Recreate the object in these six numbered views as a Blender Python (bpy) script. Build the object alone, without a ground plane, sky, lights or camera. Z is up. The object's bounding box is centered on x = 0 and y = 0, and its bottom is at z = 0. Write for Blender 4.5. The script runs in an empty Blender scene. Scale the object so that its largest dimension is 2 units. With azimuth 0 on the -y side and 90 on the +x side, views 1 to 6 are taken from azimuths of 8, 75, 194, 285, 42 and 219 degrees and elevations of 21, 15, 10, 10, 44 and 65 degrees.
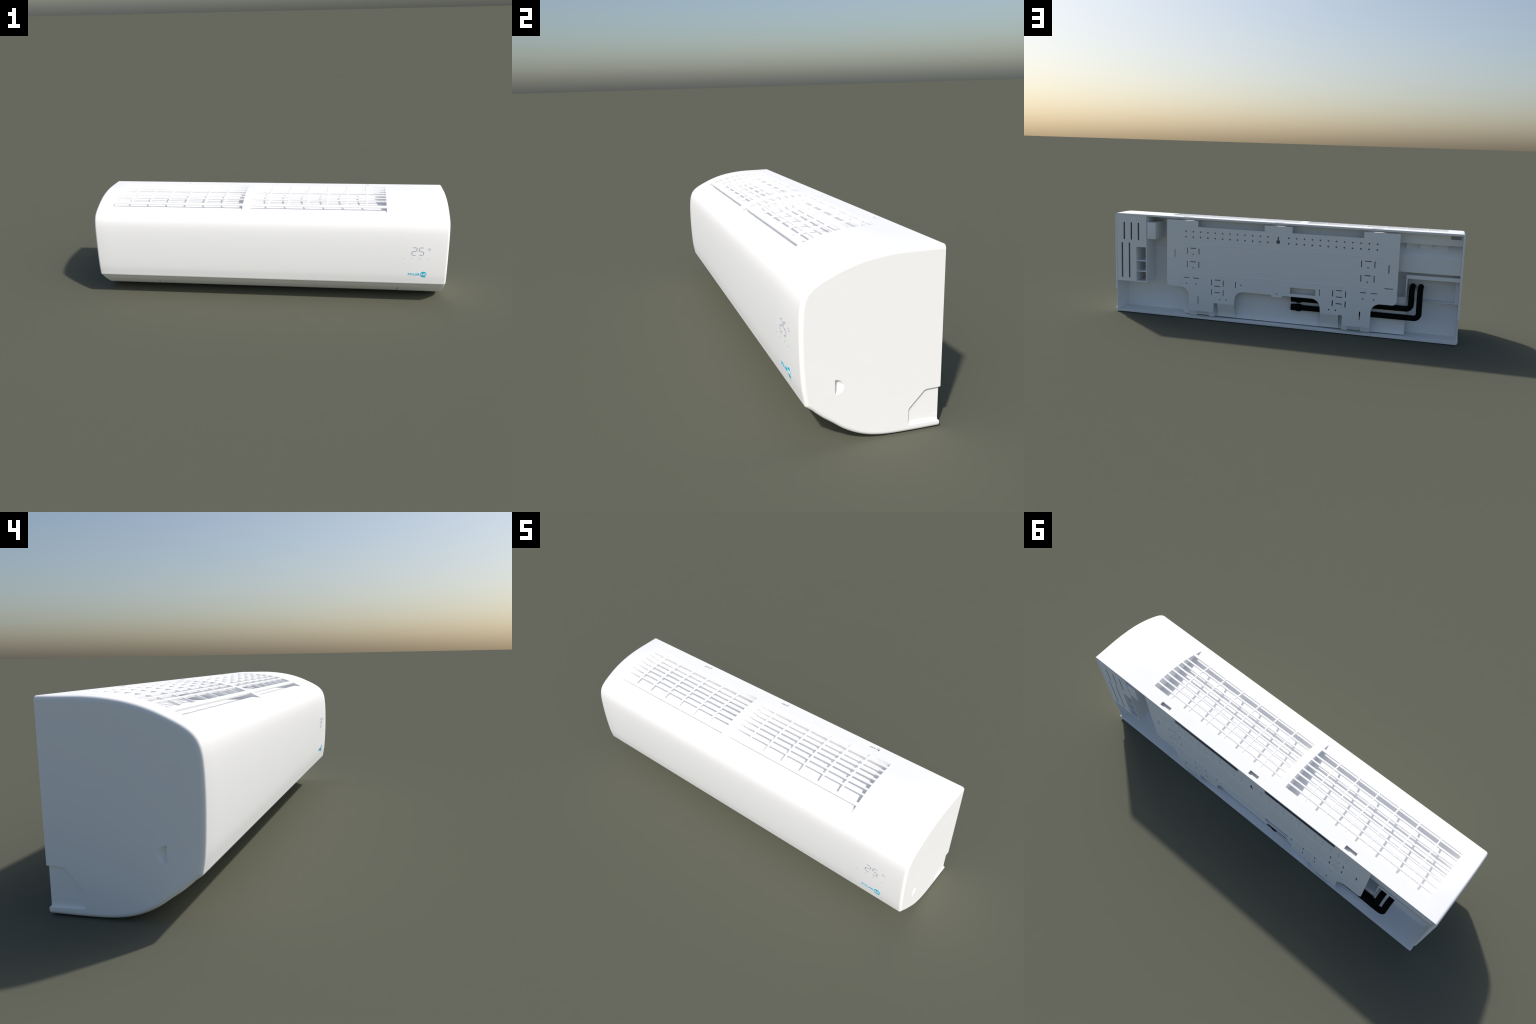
# Wall-mounted air conditioner indoor unit, lying in its frame: x = length,
# -y = front panel, +y = open back with the wall bracket, z up.
import bpy, bmesh, math
from mathutils import Vector
from mathutils.geometry import tessellate_polygon

# ------------------------------------------------------------------ materials
def plastic(name, colour, rough=0.4, grain=0.006, spec=0.5):
    m = bpy.data.materials.new(name)
    m.use_nodes = True
    nt = m.node_tree
    b = nt.nodes["Principled BSDF"]
    tc = nt.nodes.new("ShaderNodeTexCoord")
    no = nt.nodes.new("ShaderNodeTexNoise")
    no.inputs["Scale"].default_value = 9.0
    no.inputs["Detail"].default_value = 4.0
    nt.links.new(tc.outputs["Object"], no.inputs["Vector"])
    ra = nt.nodes.new("ShaderNodeValToRGB")
    lo = [max(c * (1.0 - grain), 0.0) for c in colour]
    hi = [min(c * (1.0 + grain), 1.0) for c in colour]
    ra.color_ramp.elements[0].position = 0.3
    ra.color_ramp.elements[1].position = 0.7
    ra.color_ramp.elements[0].color = (*lo, 1)
    ra.color_ramp.elements[1].color = (*hi, 1)
    nt.links.new(no.outputs["Fac"], ra.inputs["Fac"])
    nt.links.new(ra.outputs["Color"], b.inputs["Base Color"])
    b.inputs["Roughness"].default_value = rough
    b.inputs["Specular IOR Level"].default_value = spec
    return m

WHITE = plastic("white_plastic", (0.998, 0.998, 0.99), 0.95)
STEEL = plastic("painted_steel", (0.998, 0.998, 0.99), 0.95)
INNER = plastic("inner_white_plastic", (0.998, 0.998, 0.99), 0.95)
RUBBER = plastic("black_foam_rubber", (0.004, 0.004, 0.004), 0.75, 0.2, 0.1)
SEGMENT = plastic("display_grey", (0.54, 0.55, 0.65), 0.5)
CYAN = plastic("logo_cyan", (0.002, 0.56, 0.84), 0.45)
GREEN = plastic("led_green", (0.05, 0.90, 0.08), 0.4)
DIM = plastic("led_grey", (0.50, 0.50, 0.50), 0.5)

# ------------------------------------------------------------------ helpers
ROOT = bpy.data.objects.new("air_conditioner", None)
ROOT.empty_display_size = 0.2
bpy.context.scene.collection.objects.link(ROOT)
ROOT["label"] = "white wall-mounted air conditioner unit with slatted top grille"
ROOT["category"] = "air conditioner"

def add(name, mesh, mat, parent=None):
    ob = bpy.data.objects.new(name, mesh)
    bpy.context.scene.collection.objects.link(ob)
    ob.parent = parent or ROOT
    if mat is not None and not mesh.materials:
        mesh.materials.append(mat)
    return ob

def mesh_from(name, verts, faces, smooth=None, merge=1e-5, bevel=0.0):
    bm = bmesh.new()
    vs = [bm.verts.new(v) for v in verts]
    for f in faces:
        if len(set(f)) > 2:
            try:
                bm.faces.new([vs[i] for i in f])
            except ValueError:
                pass
    bmesh.ops.remove_doubles(bm, verts=bm.verts, dist=merge)
    bmesh.ops.recalc_face_normals(bm, faces=bm.faces)
    if bevel:
        sharp = [e for e in bm.edges if len(e.link_faces) == 2 and e.calc_face_angle(0) > 0.6]
        bmesh.ops.bevel(bm, geom=sharp, offset=bevel, segments=2, profile=0.5, affect='EDGES', clamp_overlap=True)
    me = bpy.data.meshes.new(name)
    bm.to_mesh(me)
    bm.free()
    if smooth is not None:
        for p in me.polygons:
            p.use_smooth = True
        me.set_sharp_from_angle(angle=math.radians(smooth))
    return me

class Soup:
    """collects pieces of one part"""
    def __init__(self):
        self.v, self.f = [], []
    def put(self, verts, faces):
        n = len(self.v)
        self.v += [tuple(v) for v in verts]
        self.f += [[i + n for i in f] for f in faces]
    def box(self, x0, x1, y0, y1, z0, z1):
        vs = [(x, y, z) for x in (x0, x1) for y in (y0, y1) for z in (z0, z1)]
        self.put(vs, [(0, 1, 3, 2), (4, 6, 7, 5), (0, 4, 5, 1), (2, 3, 7, 6), (0, 2, 6, 4), (1, 5, 7, 3)])
    def prism(self, loops, place, d0, d1):
        """loops: outline then holes, 2D; place(a, b, d) -> 3D"""
        flat = [p for l in loops for p in l]
        tris = tessellate_polygon([[Vector((a, b, 0)) for a, b in l] for l in loops])
        n = len(flat)
        vs = [place(a, b, d0) for a, b in flat] + [place(a, b, d1) for a, b in flat]
        fs = [list(t) for t in tris] + [[i + n for i in t] for t in tris]
        k = 0
        for l in loops:
            m = len(l)
            for i in range(m):
                a, b = k + i, k + (i + 1) % m
                fs.append([a, b, b + n, a + n])
            k += m
        self.put(vs, fs)
    def mesh(self, name, smooth=None, merge=1e-5, bevel=0.0):
        return mesh_from(name, self.v, self.f, smooth, merge, bevel)

def capsule(cx, cz, length, width, vertical, n=6):
    r = width / 2
    h = max(length / 2 - r, 0.0)
    out = []
    for k in range(n + 1):
        a = -math.pi / 2 + math.pi * k / n
        out.append((h + r * math.cos(a), r * math.sin(a)))
    for k in range(n + 1):
        a = math.pi / 2 + math.pi * k / n
        out.append((-h + r * math.cos(a), r * math.sin(a)))
    return [(cx - v, cz + u) if vertical else (cx + u, cz + v) for u, v in out]

def circle(cx, cz, r, n=14):
    return [(cx + r * math.cos(2 * math.pi * k / n), cz + r * math.sin(2 * math.pi * k / n)) for k in range(n)]

def arc(cx, cz, r, a0, a1, n=7):
    return [(cx + r * math.cos(math.radians(a0 + (a1 - a0) * k / n)),
             cz + r * math.sin(math.radians(a0 + (a1 - a0) * k / n))) for k in range(n + 1)]

on_back = lambda a, b, d: (a, d, b)          # 2D (x, z) extruded along y

# ------------------------------------------------------------------ side profile
# (y, z) of the casing, from the top back edge over the front to the bottom back edge
CONTROL = [(.229, .594), (.16, .594), (.10, .5938), (.06, .5917), (.03, .5887), (.0, .5843), (-.03, .5785),
           (-.064, .5695), (-.10, .557), (-.13, .544), (-.157, .531), (-.178, .5193), (-.195, .507),
           (-.209, .4915), (-.218, .473), (-.2235, .451), (-.2268, .42), (-.2285, .38), (-.2287, .32),
           (-.2265, .25), (-.2222, .19), (-.2175, .160), (-.2157, .150), (-.2146, .1435), (-.2125, .1378), (-.2085, .1343),
           (-.190, .1207), (-.1855, .1165), (-.179, .1105), (-.157, .0922), (-.140, .0800), (-.125, .0695), (-.09, .0445), (-.05, .0240),
           (-.01, .0105), (.03, .0035), (.07, .0007), (.11, .0), (.16, .0), (.229, .001)]

def catmull(pts, per=8):
    out = []
    for i in range(len(pts) - 1):
        p = [Vector(pts[max(i - 1, 0)]), Vector(pts[i]), Vector(pts[i + 1]), Vector(pts[min(i + 2, len(pts) - 1)])]
        t = [0.0]
        for k in range(3):
            t.append(t[-1] + max((p[k + 1] - p[k]).length, 1e-4) ** 0.5)
        for s in range(per):
            u = t[1] + (t[2] - t[1]) * s / per
            a1 = p[0].lerp(p[1], (u - t[0]) / (t[1] - t[0]))
            a2 = p[1].lerp(p[2], (u - t[1]) / (t[2] - t[1]))
            a3 = p[2].lerp(p[3], (u - t[2]) / (t[3] - t[2]))
            b1 = a1.lerp(a2, (u - t[0]) / (t[2] - t[0]))
            b2 = a2.lerp(a3, (u - t[1]) / (t[3] - t[1]))
            out.append(b1.lerp(b2, (u - t[1]) / (t[2] - t[1])))
    out.append(Vector(pts[-1]))
    return out

DENSE = catmull(CONTROL)
NOSE = min(range(len(DENSE)), key=lambda i: DENSE[i].x)
TOP = DENSE[:NOSE + 1]
LOW = DENSE[NOSE:]

def at_y(branch, y):
    for a, b in zip(branch, branch[1:]):
        if min(a.x, b.x) <= y <= max(a.x, b.x) and abs(a.x - b.x) > 1e-9:
            return a.lerp(b, (y - a.x) / (b.x - a.x))
    return branch[-1].copy()

def front_y(z):
    for a, b in zip(DENSE, DENSE[1:]):
        if a.x < -0.15 and min(a.y, b.y) <= z <= max(a.y, b.y) and z > .14:
            return a.lerp(b, (z - a.y) / (b.y - a.y)).x
    return -.2285

def normals(path):
    ns = []
    for i in range(len(path)):
        t = path[min(i + 1, len(path) - 1)] - path[max(i - 1, 0)]
        t.normalize()
        ns.append(Vector((-t.y, t.x)) * -1)     # outward
    return ns

def between(branch, y0, y1, n):
    """path on a branch of the profile from y0 to y1 with outward normals"""
    return [at_y(branch, y0 + (y1 - y0) * k / n) for k in range(n + 1)]

def strip(soup, path, nrm, x0, x1, lift, thick):
    """slab following a profile path between two x stations"""
    m = len(path)
    vs = []
    for x in (x0, x1):
        for off in (lift, lift - thick):
            vs += [(x, p.x + n.x * off, p.y + n.y * off) for p, n in zip(path, nrm)]
    fs = []
    for i in range(m - 1):
        fs.append([i, i + 1, 2 * m + i + 1, 2 * m + i])
        fs.append([m + i, 3 * m + i, 3 * m + i + 1, m + i + 1])
        fs.append([i, m + i, m + i + 1, i + 1])
        fs.append([2 * m + i, 2 * m + i + 1, 3 * m + i + 1, 3 * m + i])
    for i in (0, m - 1):
        fs.append([i, 2 * m + i, 3 * m + i, m + i])
    soup.put(vs, fs)

# ------------------------------------------------------------------ layout of the top grille
WINDOWS = [(.137, .160), (.105, .129), (.073, .098), (.041, .065), (.009, .033), (-.024, .001), (-.056, -.032), (-.103, -.064)]
SLATS = [(-.119, -.103)] + [(WINDOWS[k + 1][1], WINDOWS[k][0]) for k in reversed(range(len(WINDOWS) - 1))]
SCOOP_FRONT = -.157
GRILLE_BACK = .160
GROUPS = [(-.103, .664), (-.912, -.145)]        # x ranges of the two openings
COLUMNS, RIB = 7, .006
TAB_SLOTS = [(.514, .572), (-.026, .025), (-.574, -.515)]
TAB_Y = (.197, .216)
LOUVER_X, LOUVER_Y = (-.667, .747), (-.143, .045)
WALL, FILLET = .010, .013

# ------------------------------------------------------------------ casing
def build_casing():
    # profile stations, with the borders of every opening included
    path = list(DENSE)
    marks = []
    for branch, ys in ((TOP, (SCOOP_FRONT, GRILLE_BACK) + TAB_Y), (LOW, LOUVER_Y)):
        for y in ys:
            p = at_y(branch, y)
            k = min(range(len(path) - 1), key=lambda i: (path[i] - p).length + (path[i + 1] - p).length - (path[i + 1] - path[i]).length)
            if min((path[k] - p).length, (path[k + 1] - p).length) > 4e-4:
                path.insert(k + 1, p)
            else:
                q = k if (path[k] - p).length < (path[k + 1] - p).length else k + 1
                path[q] = p
            marks.append(p)
    idx = [min(range(len(path)), key=lambda i: (path[i] - p).length) for p in marks]
    nrm = normals(path)
    i_scoop, i_back, i_t0, i_t1, i_l0, i_l1 = idx
    xs = set()
    for a, b in GROUPS + TAB_SLOTS + [LOUVER_X]:
        xs |= {a, b}
    xs |= {-1 + FILLET, 1 - FILLET}
    steps = 7
    cols = [(x, 0.0) for x in sorted(xs)]
    fil = [(1 - FILLET + FILLET * math.sin(math.pi / 2 * k / steps), FILLET * (1 - math.cos(math.pi / 2 * k / steps)))
           for k in range(1, steps + 1)]
    cols = [(-x, d) for x, d in reversed(fil)] + cols + fil
    m, n = len(path), len(cols)
    hole = set()
    def cut(i0, i1, x0, x1):
        for i in range(min(i0, i1), max(i0, i1)):
            for j in range(n - 1):
                c = (cols[j][0] + cols[j + 1][0]) / 2
                if x0 < c < x1:
                    hole.add((i, j))
    for g in GROUPS:
        cut(i_scoop, i_back, *g)
    for t in TAB_SLOTS:
        cut(i_t0, i_t1, *t)
    cut(i_l0, i_l1, *LOUVER_X)
    s = Soup()
    vs = []
    for p, q in zip(path, nrm):
        back = abs(p.x - .229) < 1e-6
        o = Vector((0, 1 if p.y < .3 else -1)) if back else -q     # keep the back edge in its plane
        vs += [(x, p.x + o.x * d, p.y + o.y * d) for x, d in cols]
        vs += [(max(-1 + WALL, min(1 - WALL, x)), p.x + o.x * max(d, WALL), p.y + o.y * max(d, WALL)) for x, d in cols]
    O = lambda i, j: i * 2 * n + j
    I = lambda i, j: i * 2 * n + n + j
    fs = []
    for i in range(m - 1):
        for j in range(n - 1):
            if (i, j) in hole:
                continue
            fs.append([O(i, j), O(i, j + 1), O(i + 1, j + 1), O(i + 1, j)])
            fs.append([I(i, j), I(i + 1, j), I(i + 1, j + 1), I(i, j + 1)])
            for di, dj, a, b in ((-1, 0, (i, j), (i, j + 1)), (1, 0, (i + 1, j), (i + 1, j + 1)),
                                 (0, -1, (i, j), (i + 1, j)), (0, 1, (i, j + 1), (i + 1, j + 1))):
                nb = (i + di, j + dj)
                edge = nb[0] < 0 or nb[0] >= m - 1
                if nb in hole or edge:
                    fs.append([O(*a), O(*b), I(*b), I(*a)])
    s.put(vs, fs)
    casing_mesh = s.mesh("casing", smooth=35)
    plates = []
    # end plates with the thumb recess and the cut-out for the pipe knock-out cover
    ring = []
    for p, q in zip(path, nrm):
        back = abs(p.x - .229) < 1e-6
        o = Vector((0, 1 if p.y < .3 else -1)) if back else -q
        ring.append((p.x + o.x * FILLET, p.y + o.y * FILLET))
    notch = [(.229, .021)] + [(.1255, .0225)] + arc(.1265, .0285, .0055, 250, 180, 3) + \
            [(.121, .074)] + [(.124, .082)] + [(.173, .134), (.180, .1375)] + [(.229, .139)]
    dee = [(-.121 + .0295 * math.sin(math.pi * k / 16), .189 + .0245 * math.cos(math.pi * k / 16)) for k in range(17)]
    for sg in (1, -1):
        place = lambda a, b, d, sg=sg: (sg * d, a, b)
        s = Soup()
        s.prism([ring + notch, dee], place, 1.0, 1.0 - WALL)
        # sloping thumb scoop behind the D-shaped hole
        deep = 1 - .016
        vs = [(sg, y, z) for y, z in dee] + [(sg * deep, -.1209 + (y + .121) * .12, .189 + (z - .189) * .86) for y, z in dee]
        k = len(dee)
        s.put(vs, [[i, i + 1, k + i + 1, k + i] for i in range(k - 1)] + [[0, k, 2 * k - 1, k - 1]] + [list(range(k, 2 * k))])
        plates.append(s.mesh("end_panel"))
    return casing_mesh, plates

casing_mesh, plate_meshes = build_casing()
casing = add("casing", casing_mesh, WHITE)
for me in plate_meshes:
    add("end_panel", me, WHITE, casing)

# knock-out covers set back in both end plates, with their little catch
cover_outline = [(.225, .0175), (.119, .0175), (.119, .080), (.172, .141), (.225, .141)]
for sg in (1, -1):
    s = Soup()
    s.prism([cover_outline], lambda a, b, d, sg=sg: (sg * d, a, b), .9935, .9905)
    # foot of the cover flares outwards onto the ledge
    foot = [(.9935, .036), (.9942, .030), (.9960, .0255), (.9985, .0228), (.9985, .018), (.9935, .018)]
    s.prism([foot], lambda a, b, d, sg=sg: (sg * a, d, b), .1225, .2245)
    s.box(*sorted((sg * .9936, sg * .9939)), .205, .2248, .024, .046)
    add("side_cover", s.mesh("side_cover"), WHITE, casing)

# narrow end of each bracket slot in the top
for a, b in TAB_SLOTS:
    s = Soup()
    s.box(a - .002, a + .034, .2118, .2175, .5860, .5936)
    add("slot_key", s.mesh("slot_key"), WHITE, casing)

# ------------------------------------------------------------------ louver on the underside
s = Soup()
path = between(LOW, LOUVER_Y[0] + .006, LOUVER_Y[1] - .0035, 28)
strip(s, path, normals(path), LOUVER_X[0] + .003, LOUVER_X[1] - .003, -.0006, .006)
louver = add("louver", s.mesh("louver", smooth=30), WHITE)
# shadow in the gap round the louver, modelled as dark-coloured strips
GAP_SHADOW = plastic("painted_gap_shadow", (0.05, 0.05, 0.05), 0.8, 0.1, 0.2)
s = Soup()
(xa, xb), (ya, yb) = LOUVER_X, LOUVER_Y
for y0, y1, x0, x1 in ((ya + .0002, ya + .0058, xa + .0003, xb - .0003), (yb - .0033, yb - .0002, xa + .0003, xb - .0003),
                       (ya + .006, yb - .0035, xa + .0002, xa + .0028), (ya + .006, yb - .0035, xb - .0028, xb - .0002)):
    path = between(LOW, y0, y1, 20)
    strip(s, path, normals(path), x0, x1, -.0012, .003)
add("louver_gap_shadow", s.mesh("louver_gap_shadow", smooth=30), GAP_SHADOW, louver)
s = Soup()
path = between(LOW, LOUVER_Y[0] - .01, LOUVER_Y[1] + .01, 20)
strip(s, path, normals(path), LOUVER_X[0] - .01, LOUVER_X[1] + .01, -.035, .003)
add("air_outlet_tray", s.mesh("air_outlet_tray", smooth=30), INNER)

# ------------------------------------------------------------------ grille slats, ribs and the wells below
def slat_mesh(y0, y1, x0, x1):
    s = Soup()
    path = between(TOP, y0, y1, 4)
    strip(s, path, normals([p for p in reversed(path)])[::-1], x0, x1, 0.0, .006)
    return s.mesh("grille_slat", smooth=30)

rib_mesh = None
grille = None
width = GROUPS[0][1] - GROUPS[0][0]
pitch = (width + RIB) / COLUMNS
slat_meshes = [slat_mesh(a, b, 0.0, width) for a, b in SLATS]
s = Soup()
path = between(TOP, GRILLE_BACK - .0002, -.1175, 40)
strip(s, path, normals(path), 0.0, RIB, -.0007, .0065)
rib_mesh = s.mesh("grille_rib", smooth=30)

def well_mesh(x0, x1):
    """box below one half of the grille: flat floor, shelf behind the front lip, four walls"""
    s = Soup()
    x0, x1 = x0 - .004, x1 + .003
    sec = [(.1625, .586), (.1625, .525), (-.124, .525), (-.1265, .5335), (-.1565, .5308), (-.1615, .524)]
    outer = [(.1665, .586), (.1665, .521), (-.122, .521), (-.1275, .527), (-.1565, .524), (-.160, .522)]
    loop = sec + outer[::-1]
    s.prism([loop], lambda a, b, d: (d, a, b), x0 - .001, x1 + .001)
    roof = [(p.x, p.y - .0095) for p in between(TOP, .166, -.150, 30)]
    wall = roof + [(-.150, .518), (.166, .518)]
    for a, b in ((x0 - .002, x0), (x1, x1 + .002)):
        s.prism([wall], lambda p, q, d: (d, p, q), a, b)
    return s.mesh("inlet_well", smooth=None)

for x0, x1 in GROUPS:
    for me in slat_meshes:
        ob = add("grille_slat", me, WHITE)
        ob.location.x = x0
    for k in range(1, COLUMNS):
        ob = add("grille_rib", rib_mesh, WHITE)
        ob.location.x = x0 + k * pitch - RIB
    add("inlet_well", well_mesh(x0, x1), INNER)

# ------------------------------------------------------------------ wall bracket (pressed steel plate)
def mirror(pts):
    return [(-x, z) for x, z in reversed(pts)]

half = [(0, .541), (.080, .541)]
right = [(.080, .541), (.476, .541), (.476, .575), (.669, .575)] + arc(.645, .208, .024, 0, -90, 6) + \
        arc(.582, .134, .050, 90, 180, 8) + [(.5315, .046), (.378, .046), (.376, .102), (.252, .102)] + \
        [(.250, .130)] + arc(.200, .132, .050, 0, 90, 8) + [(.033, .182), (.031, .171)]
outline = [(-.080, .575), (.080, .575)] + right + mirror(right)
holes = []
for sg in (1, -1):
    for k in range(12):
        x = sg * (.060 + .0446 * k)
        holes += [circle(x, .512, .0050, 10), circle(x, .481, .0050, 10)]
    for zc in (.399, .320):
        for x in (.542, .470):
            holes.append(capsule(sg * x, zc, .038, .0055, True))
        holes += [capsule(sg * .506, zc + .0165, .036, .0055, False), circle(sg * .5055, zc - .019, .0042, 10)]
    holes += [capsule(sg * .618, .380, .047, .007, True), capsule(sg * .473, .110, .047, .007, True)]
    holes += [capsule(sg * .5465, .2405, .036, .005, False), capsule(sg * .486, .2405, .036, .005, False)]
    holes += [circle(sg * .546, .2055, .0042, 10), circle(sg * .4865, .2055, .0042, 10)]
    for zc in (.2225, .166):
        for x in (.391, .319):
            holes.append(capsule(sg * x, zc, .036, .0055, True))
    for zc in (.240, .204, .166):
        holes.append(capsule(sg * .355, zc, .036, .005, False))
    holes += [circle(sg * .338, .1275, .0042, 10), circle(sg * .301, .1275, .0042, 10)]
    holes.append(capsule(sg * .245, .220, .037, .0055, True))
holes += [capsule(-.6235, .2735, .048, .0065, False), circle(.212, .222, .0042, 10), circle(0, .191, .0045, 10)]
key = arc(0, .487, .0115, 70, -250, 16) + [(-.004, .512)] + arc(0, .512, .004, 180, 0, 5)[1:-1] + [(.004, .512)]
holes.append(key)
holes.append([(-.077, .197), (-.077, .234), (-.222, .234), (-.222, .197)])
s = Soup()
PLATE_Y, PLATE_T = .2262, .0035
s.prism([outline] + holes, on_back, PLATE_Y, PLATE_Y - PLATE_T)
for sg in (1, -1):
    # hooked tongues at the foot, wide bent flanges beside them
    for a, b in ((.481, .5305), (.374, .407)):
        sec = [(PLATE_Y, .047), (PLATE_Y - .007, .021), (PLATE_Y - .0105, .021), (PLATE_Y - PLATE_T, .047)]
        s.prism([sec], lambda p, q, d: (d, p, q), *sorted((sg * a, sg * b)))
    sec = [(PLATE_Y, .1025), (.199, .0225), (.1955, .0225), (PLATE_Y - PLATE_T, .1025)]
    s.prism([sec], lambda p, q, d: (d, p, q), *sorted((sg * .253, sg * .354)))
# lips bent forward at the top, reaching under the slots of the casing
for a, b in TAB_SLOTS:
    s.box(a - .022, b + .022, .196, PLATE_Y - PLATE_T + .0005, .5715, .5748)
# sill of the rectangular window
s.box(-.2215, -.0775, .206, PLATE_Y - PLATE_T, .1955, .198)
bracket = add("mounting_plate", s.mesh("mounting_plate"), STEEL)

# pressed beads of the plate
s = Soup()
def bead(x0, x1, z0, z1):
    h, e = .0011, .0027
    a = [(x0, PLATE_Y - .0005, z0), (x1, PLATE_Y - .0005, z0), (x1, PLATE_Y - .0005, z1), (x0, PLATE_Y - .0005, z1)]
    b = [(x0 + e, PLATE_Y + h, z0 + e), (x1 - e, PLATE_Y + h, z0 + e), (x1 - e, PLATE_Y + h, z1 - e), (x0 + e, PLATE_Y + h, z1 - e)]
    s.put(a + b, [[4, 5, 6, 7]] + [[i, (i + 1) % 4, 4 + (i + 1) % 4, 4 + i] for i in range(4)])
bead(-.622, .612, .4375, .4435)
bead(-.545, .545, .2645, .2705)
for sg in (1, -1):
    for x, z0, z1 in ((.438, .2705, .4375), (.280, .190, .2645), (.432, .100, .2645), (.628, .452, .534)):
        bead(*sorted((sg * x - .0025, sg * x + .0025)), z0, z1)
    # raised collars round the long slots
    for cx, cz, vert in ((.618, .380, True), (.473, .110, True)):
        o, i = capsule(sg * cx, cz, .066, .021, vert), capsule(sg * cx, cz, .060, .015, vert)
        s.prism([o, i], on_back, PLATE_Y - .0005, PLATE_Y + .001)
s.prism([capsule(-.6235, .2735, .066, .023, False), capsule(-.6235, .2735, .060, .017, False)], on_back, PLATE_Y - .0005, PLATE_Y + .001)
s.prism([circle(0, .191, .011, 16), circle(0, .191, .008, 16)], on_back, PLATE_Y - .0005, PLATE_Y + .001)
add("pressed_bead", s.mesh("pressed_bead"), STEEL, bracket)

# ------------------------------------------------------------------ chassis seen through the open back
FLOOR = WALL
s = Soup()
# deep wall at the electrical end
s.box(.56, .9895, .085, .095, FLOOR - .002, .517)
s.box(.686, .9895, .085, .095, .517, .583)
# main rear wall behind the plate
s.box(-.600, .640, .155, .165, .22, .517)
s.box(-.661, -.600, .155, .165, .37, .517)
s.box(-.661, .640, .1672, .1705, .512, .583)
s.box(-.24, -.06, .164, .186, .190, .240)
s.box(.630, .640, .096, .154, .20, .516)
rear = add("rear_wall", s.mesh("rear_wall"), INNER)

s = Soup()
for z in (.394, .350, .310):
    s.box(.66, .803, .0945, .098, z - .0016, z + .0016)
    s.box(.8005, .8042, .0945, .222, z - .0016, z + .0016)
add("cable_rib", s.mesh("cable_rib"), INNER, rear)

# fan scroll: concave lower panel, its left border swept
s = Soup()
def scroll_y(z):
    t = max(0.0, min(1.0, (.222 - z) / .205))
    return .176 + .010 * t * t
def left_x(z):
    t = max(0.0, min(1.0, (z - .017) / .183))
    return .568 + .083 * t ** .75
zs = [.017 + (.222 - .017) * k / 16 for k in range(17)]
vs, fs = [], []
for z in zs:
    y = scroll_y(z)
    vs += [(left_x(z), y, z), (-.715, y, z), (-.715, y - .07, z), (left_x(z), y - .07, z)]
for k in range(16):
    for a in range(4):
        fs.append([4 * k + a, 4 * k + (a + 1) % 4, 4 * k + 4 + (a + 1) % 4, 4 * k + 4 + a])
fs += [[0, 1, 2, 3], [64, 65, 66, 67]]
s.put(vs, fs)
s.box(-.715, .566, .178, .1868, .0165, .0185)
add("fan_scroll", s.mesh("fan_scroll", smooth=30), INNER, rear)

# electrical compartment at the +x end
s = Soup()
CF = .2278
front = [(.804, .189), (.9895, .189), (.9895, .5835), (.800, .5835), (.804, .400)]
slots = [capsule(x, .491, .105, .010, True) for x in (.9435, .8975, .8515)]
slots += [capsule(x, .3155, .214, .010, True) for x in (.957, .9105)]
cub = [(.865, .195), (.865, .399), (.803, .399), (.803, .195)]
s.prism([[(.800, .1895), (.9895, .1895), (.9895, .5835), (.800, .5835)]] + slots +
        [[(.8655, .195), (.8655, .3995), (.8045, .3995), (.8045, .195)]], on_back, CF, CF - .006)
s.box(.8004, .8043, .0945, CF - .003, .1900, .5830)
s.box(.8020, .9880, .0945, CF - .003, .1902, .1940)
s.box(.8655, .8690, .10, CF - .006, .1945, .3995)
s.box(.8045, .8690, .10, CF - .006, .3995, .403)
for z in (.316, .253):
    s.box(.8045, .8655, .10, CF - .004, z - .0022, z + .0022)
s.box(.8045, .8655, .1005, .104, .1945, .3995)
block = add("electrical_compartment", s.mesh("electrical_compartment"), INNER)
s = Soup()
s.box(.741, .7955, .095, CF, .4515, .549)
s.box(.7955, .800, .095, CF - .008, .4515, .549)
add("terminal_box", s.mesh("terminal_box", bevel=.003, smooth=40), INNER, block)

# drain and pipe bay at the -x end
s = Soup()
XR = -.9895
s.prism([[(-.661, .521), (XR, .521), (XR, .5835), (-.661, .5835)], [(-.929, .555), (-.929, .573), (-.981, .573), (-.981, .555)]],
        on_back, .168, .158)
s.prism([[(.140, .364), (.175, .364), (.175, .450), (.168, .462), (.156, .478), (.143, .494), (.134, .510), (.131, .526), (.126, .526), (.126, .49), (.140, .46)]], lambda p, q, d: (d, p, q), XR, -.661)
for x in (-.6985, -.770, -.846, -.918):
    s.box(x - .001, x + .001, .128, .152, .488, .5205)
s.box(XR, -.931, .120, .127, .48, .583)
# frame around the pipe recess
s.box(XR, -.710, .150, .175, .329, .349)
s.box(-.7165, -.710, .100, .175, .222, .3295)
s.box(-.7155, -.590, .094, .100, .20, .375)
s.box(-.7095, -.590, .1005, .1595, .3665, .3715)
s.box(-.6005, -.5955, .1005, .1545, .2240, .3660)
s.box(XR, -.715, .088, .127, .197, .2025)
s.box(XR, -.972, .088, .127, .2025, .329)
s.box(-.715, -.655, .10, .176, .215, .2235)
# recess wall: upright above, running back to the floor below
sec = [(.089, .375), (.089, .194), (.094, .190), (.094, FLOOR - .001), (.084, FLOOR - .001), (.084, .375)]
s.prism([sec], lambda p, q, d: (d, p, q), XR, -.7145)
add("pipe_bay", s.mesh("pipe_bay"), INNER)

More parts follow.
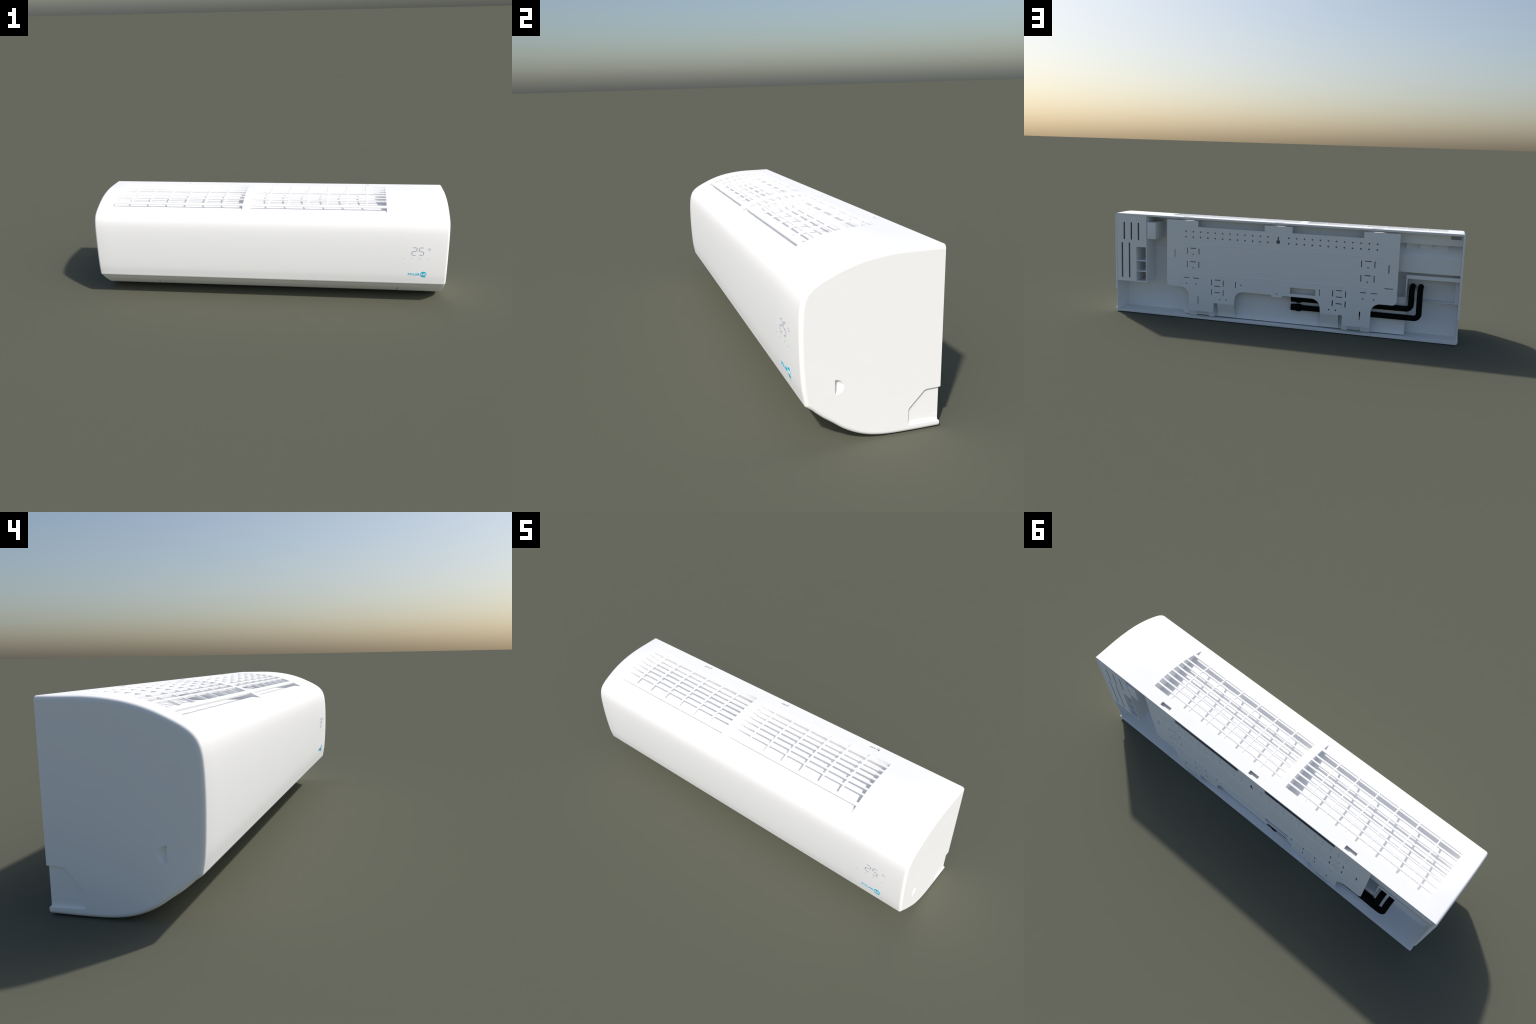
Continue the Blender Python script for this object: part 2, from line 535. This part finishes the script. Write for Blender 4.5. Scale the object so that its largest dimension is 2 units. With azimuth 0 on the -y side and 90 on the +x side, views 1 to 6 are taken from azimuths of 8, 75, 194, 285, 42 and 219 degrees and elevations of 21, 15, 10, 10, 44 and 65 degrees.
# ------------------------------------------------------------------ refrigerant pipes
def tube(soup, pts, radius, n=16):
    rings = []
    up = Vector((0, 1, 0))
    for i, p in enumerate(pts):
        t = (pts[min(i + 1, len(pts) - 1)] - pts[max(i - 1, 0)]).normalized()
        a = t.cross(Vector((.13, .31, .94))).normalized()
        b = t.cross(a)
        rings.append([p + (a * math.cos(2 * math.pi * k / n) + b * math.sin(2 * math.pi * k / n)) * radius for k in range(n)])
    vs = [v for r in rings for v in r]
    fs = []
    for i in range(len(pts) - 1):
        for k in range(n):
            k2 = (k + 1) % n
            fs.append([i * n + k, i * n + k2, (i + 1) * n + k2, (i + 1) * n + k])
    fs += [list(range(n)), list(range((len(pts) - 1) * n, len(pts) * n))]
    soup.put(vs, fs)

def bend(p0, corner, p1, r, n=10):
    a = (p0 - corner).normalized()
    b = (p1 - corner).normalized()
    c = corner + (a + b) * r
    return [c - b * r * math.cos(math.pi / 2 * k / n) - a * r * math.sin(math.pi / 2 * k / n) for k in range(n + 1)]

PIPE_Y, PIPE_R = .195, .0157
for xv, zh in ((-.744, .1655), (-.788, .1165)):
    s = Soup()
    a, b = Vector((xv, .135, .283)), Vector((xv, PIPE_Y, .275))
    c, d = Vector((xv, PIPE_Y, zh)), Vector((-.082, PIPE_Y, zh))
    top = Vector((xv, PIPE_Y, .272))
    pts = [Vector((xv, .085, .272))] + bend(Vector((xv, .085, .272)), top, c, .030) + bend(top, c, d, .026) + [d]
    tube(s, pts, PIPE_R)
    pipe = add("refrigerant_pipe", s.mesh("refrigerant_pipe", smooth=40), RUBBER)
    s = Soup()
    tube(s, [Vector((x, PIPE_Y, zh)) for x in (-.080, -.083, -.109, -.110)], .0190)
    tube(s, [Vector((x, PIPE_Y, zh)) for x in (-.110, -.1105, -.1345, -.135)], .0215)
    add("pipe_sleeve", s.mesh("pipe_sleeve", smooth=40), RUBBER, pipe)

# ------------------------------------------------------------------ display and lettering on the front
def on_front(x, z, lift):
    return (x, front_y(z) - lift, z)

def mark(name, loops, mat, lift=.0006, parent=None):
    s = Soup()
    s.prism(loops, lambda a, b, d: on_front(a, b, d), lift, -.0008)
    return add(name, s.mesh(name), mat, parent or casing)

def segments(x0, z0, w, h, on, lean=.05):
    t, g = .0048, .0012
    sk = lambda x, z: (x + (z - z0 - h / 2) * lean, z)
    mid = z0 + h / 2
    bars = {"a": (x0 + t + g, z0 + h - t, x0 + w - t - g, z0 + h), "g": (x0 + t + g, mid - t / 2, x0 + w - t - g, mid + t / 2),
            "d": (x0 + t + g, z0, x0 + w - t - g, z0 + t),
            "f": (x0, mid + g, x0 + t, z0 + h - t), "b": (x0 + w - t, mid + g, x0 + w, z0 + h - t),
            "e": (x0, z0 + t, x0 + t, mid - g), "c": (x0 + w - t, z0 + t, x0 + w, mid - g)}
    for k in on:
        a, b, c, d = bars[k]
        mark("display_segment", [[sk(a, b), sk(c, b), sk(c, d), sk(a, d)]], SEGMENT)

segments(.8018, .3110, .0300, .0485, "abged")
segments(.8400, .3110, .0292, .0485, "afgcd")
mark("display_segment", [circle(.8965, .3487, .0070, 24), circle(.8965, .3487, .0047, 24)], SEGMENT)
for x, m in ((.760, DIM), (.804, DIM), (.847, GREEN), (.891, DIM)):
    mark("indicator_light", [circle(x, .293, .0026 if m is GREEN else .0019, 12)], m)

def letters(name, text, mat, x0, x1, z0, z1, lift, shear=0.0):
    cu = bpy.data.curves.new(name, 'FONT')
    cu.body = text
    cu.size = 1.0
    cu.offset = .018
    cu.extrude = .5
    cu.resolution_u = 3
    cu.shear = shear
    tmp = bpy.data.objects.new(name, cu)
    bpy.context.scene.collection.objects.link(tmp)
    dg = bpy.context.evaluated_depsgraph_get()
    me = bpy.data.meshes.new_from_object(tmp.evaluated_get(dg))
    bpy.data.objects.remove(tmp)
    lo = [min(v.co[k] for v in me.vertices) for k in range(2)]
    hi = [max(v.co[k] for v in me.vertices) for k in range(2)]
    for v in me.vertices:
        x = x0 + (v.co.x - lo[0]) / (hi[0] - lo[0]) * (x1 - x0)
        z = z0 + (v.co.y - lo[1]) / (hi[1] - lo[1]) * (z1 - z0)
        v.co = on_front(x, z, lift if v.co.z > 0 else -.0005)
    me.name = name
    me.materials.clear()
    return add(name, me, mat, casing)

letters("lettering", "POLAR", CYAN, .7905, .8545, .1915, .2055, .0007)
disc = circle(.8735, .1985, .0172, 40)
badge = mark("badge_disc", [disc], CYAN, .0006)
mark("badge_disc", [circle(.8835, .1795, .0023, 12)], CYAN, .0006)
letters("lettering", "AIR", WHITE, .8570, .8885, .1910, .2060, .0012)
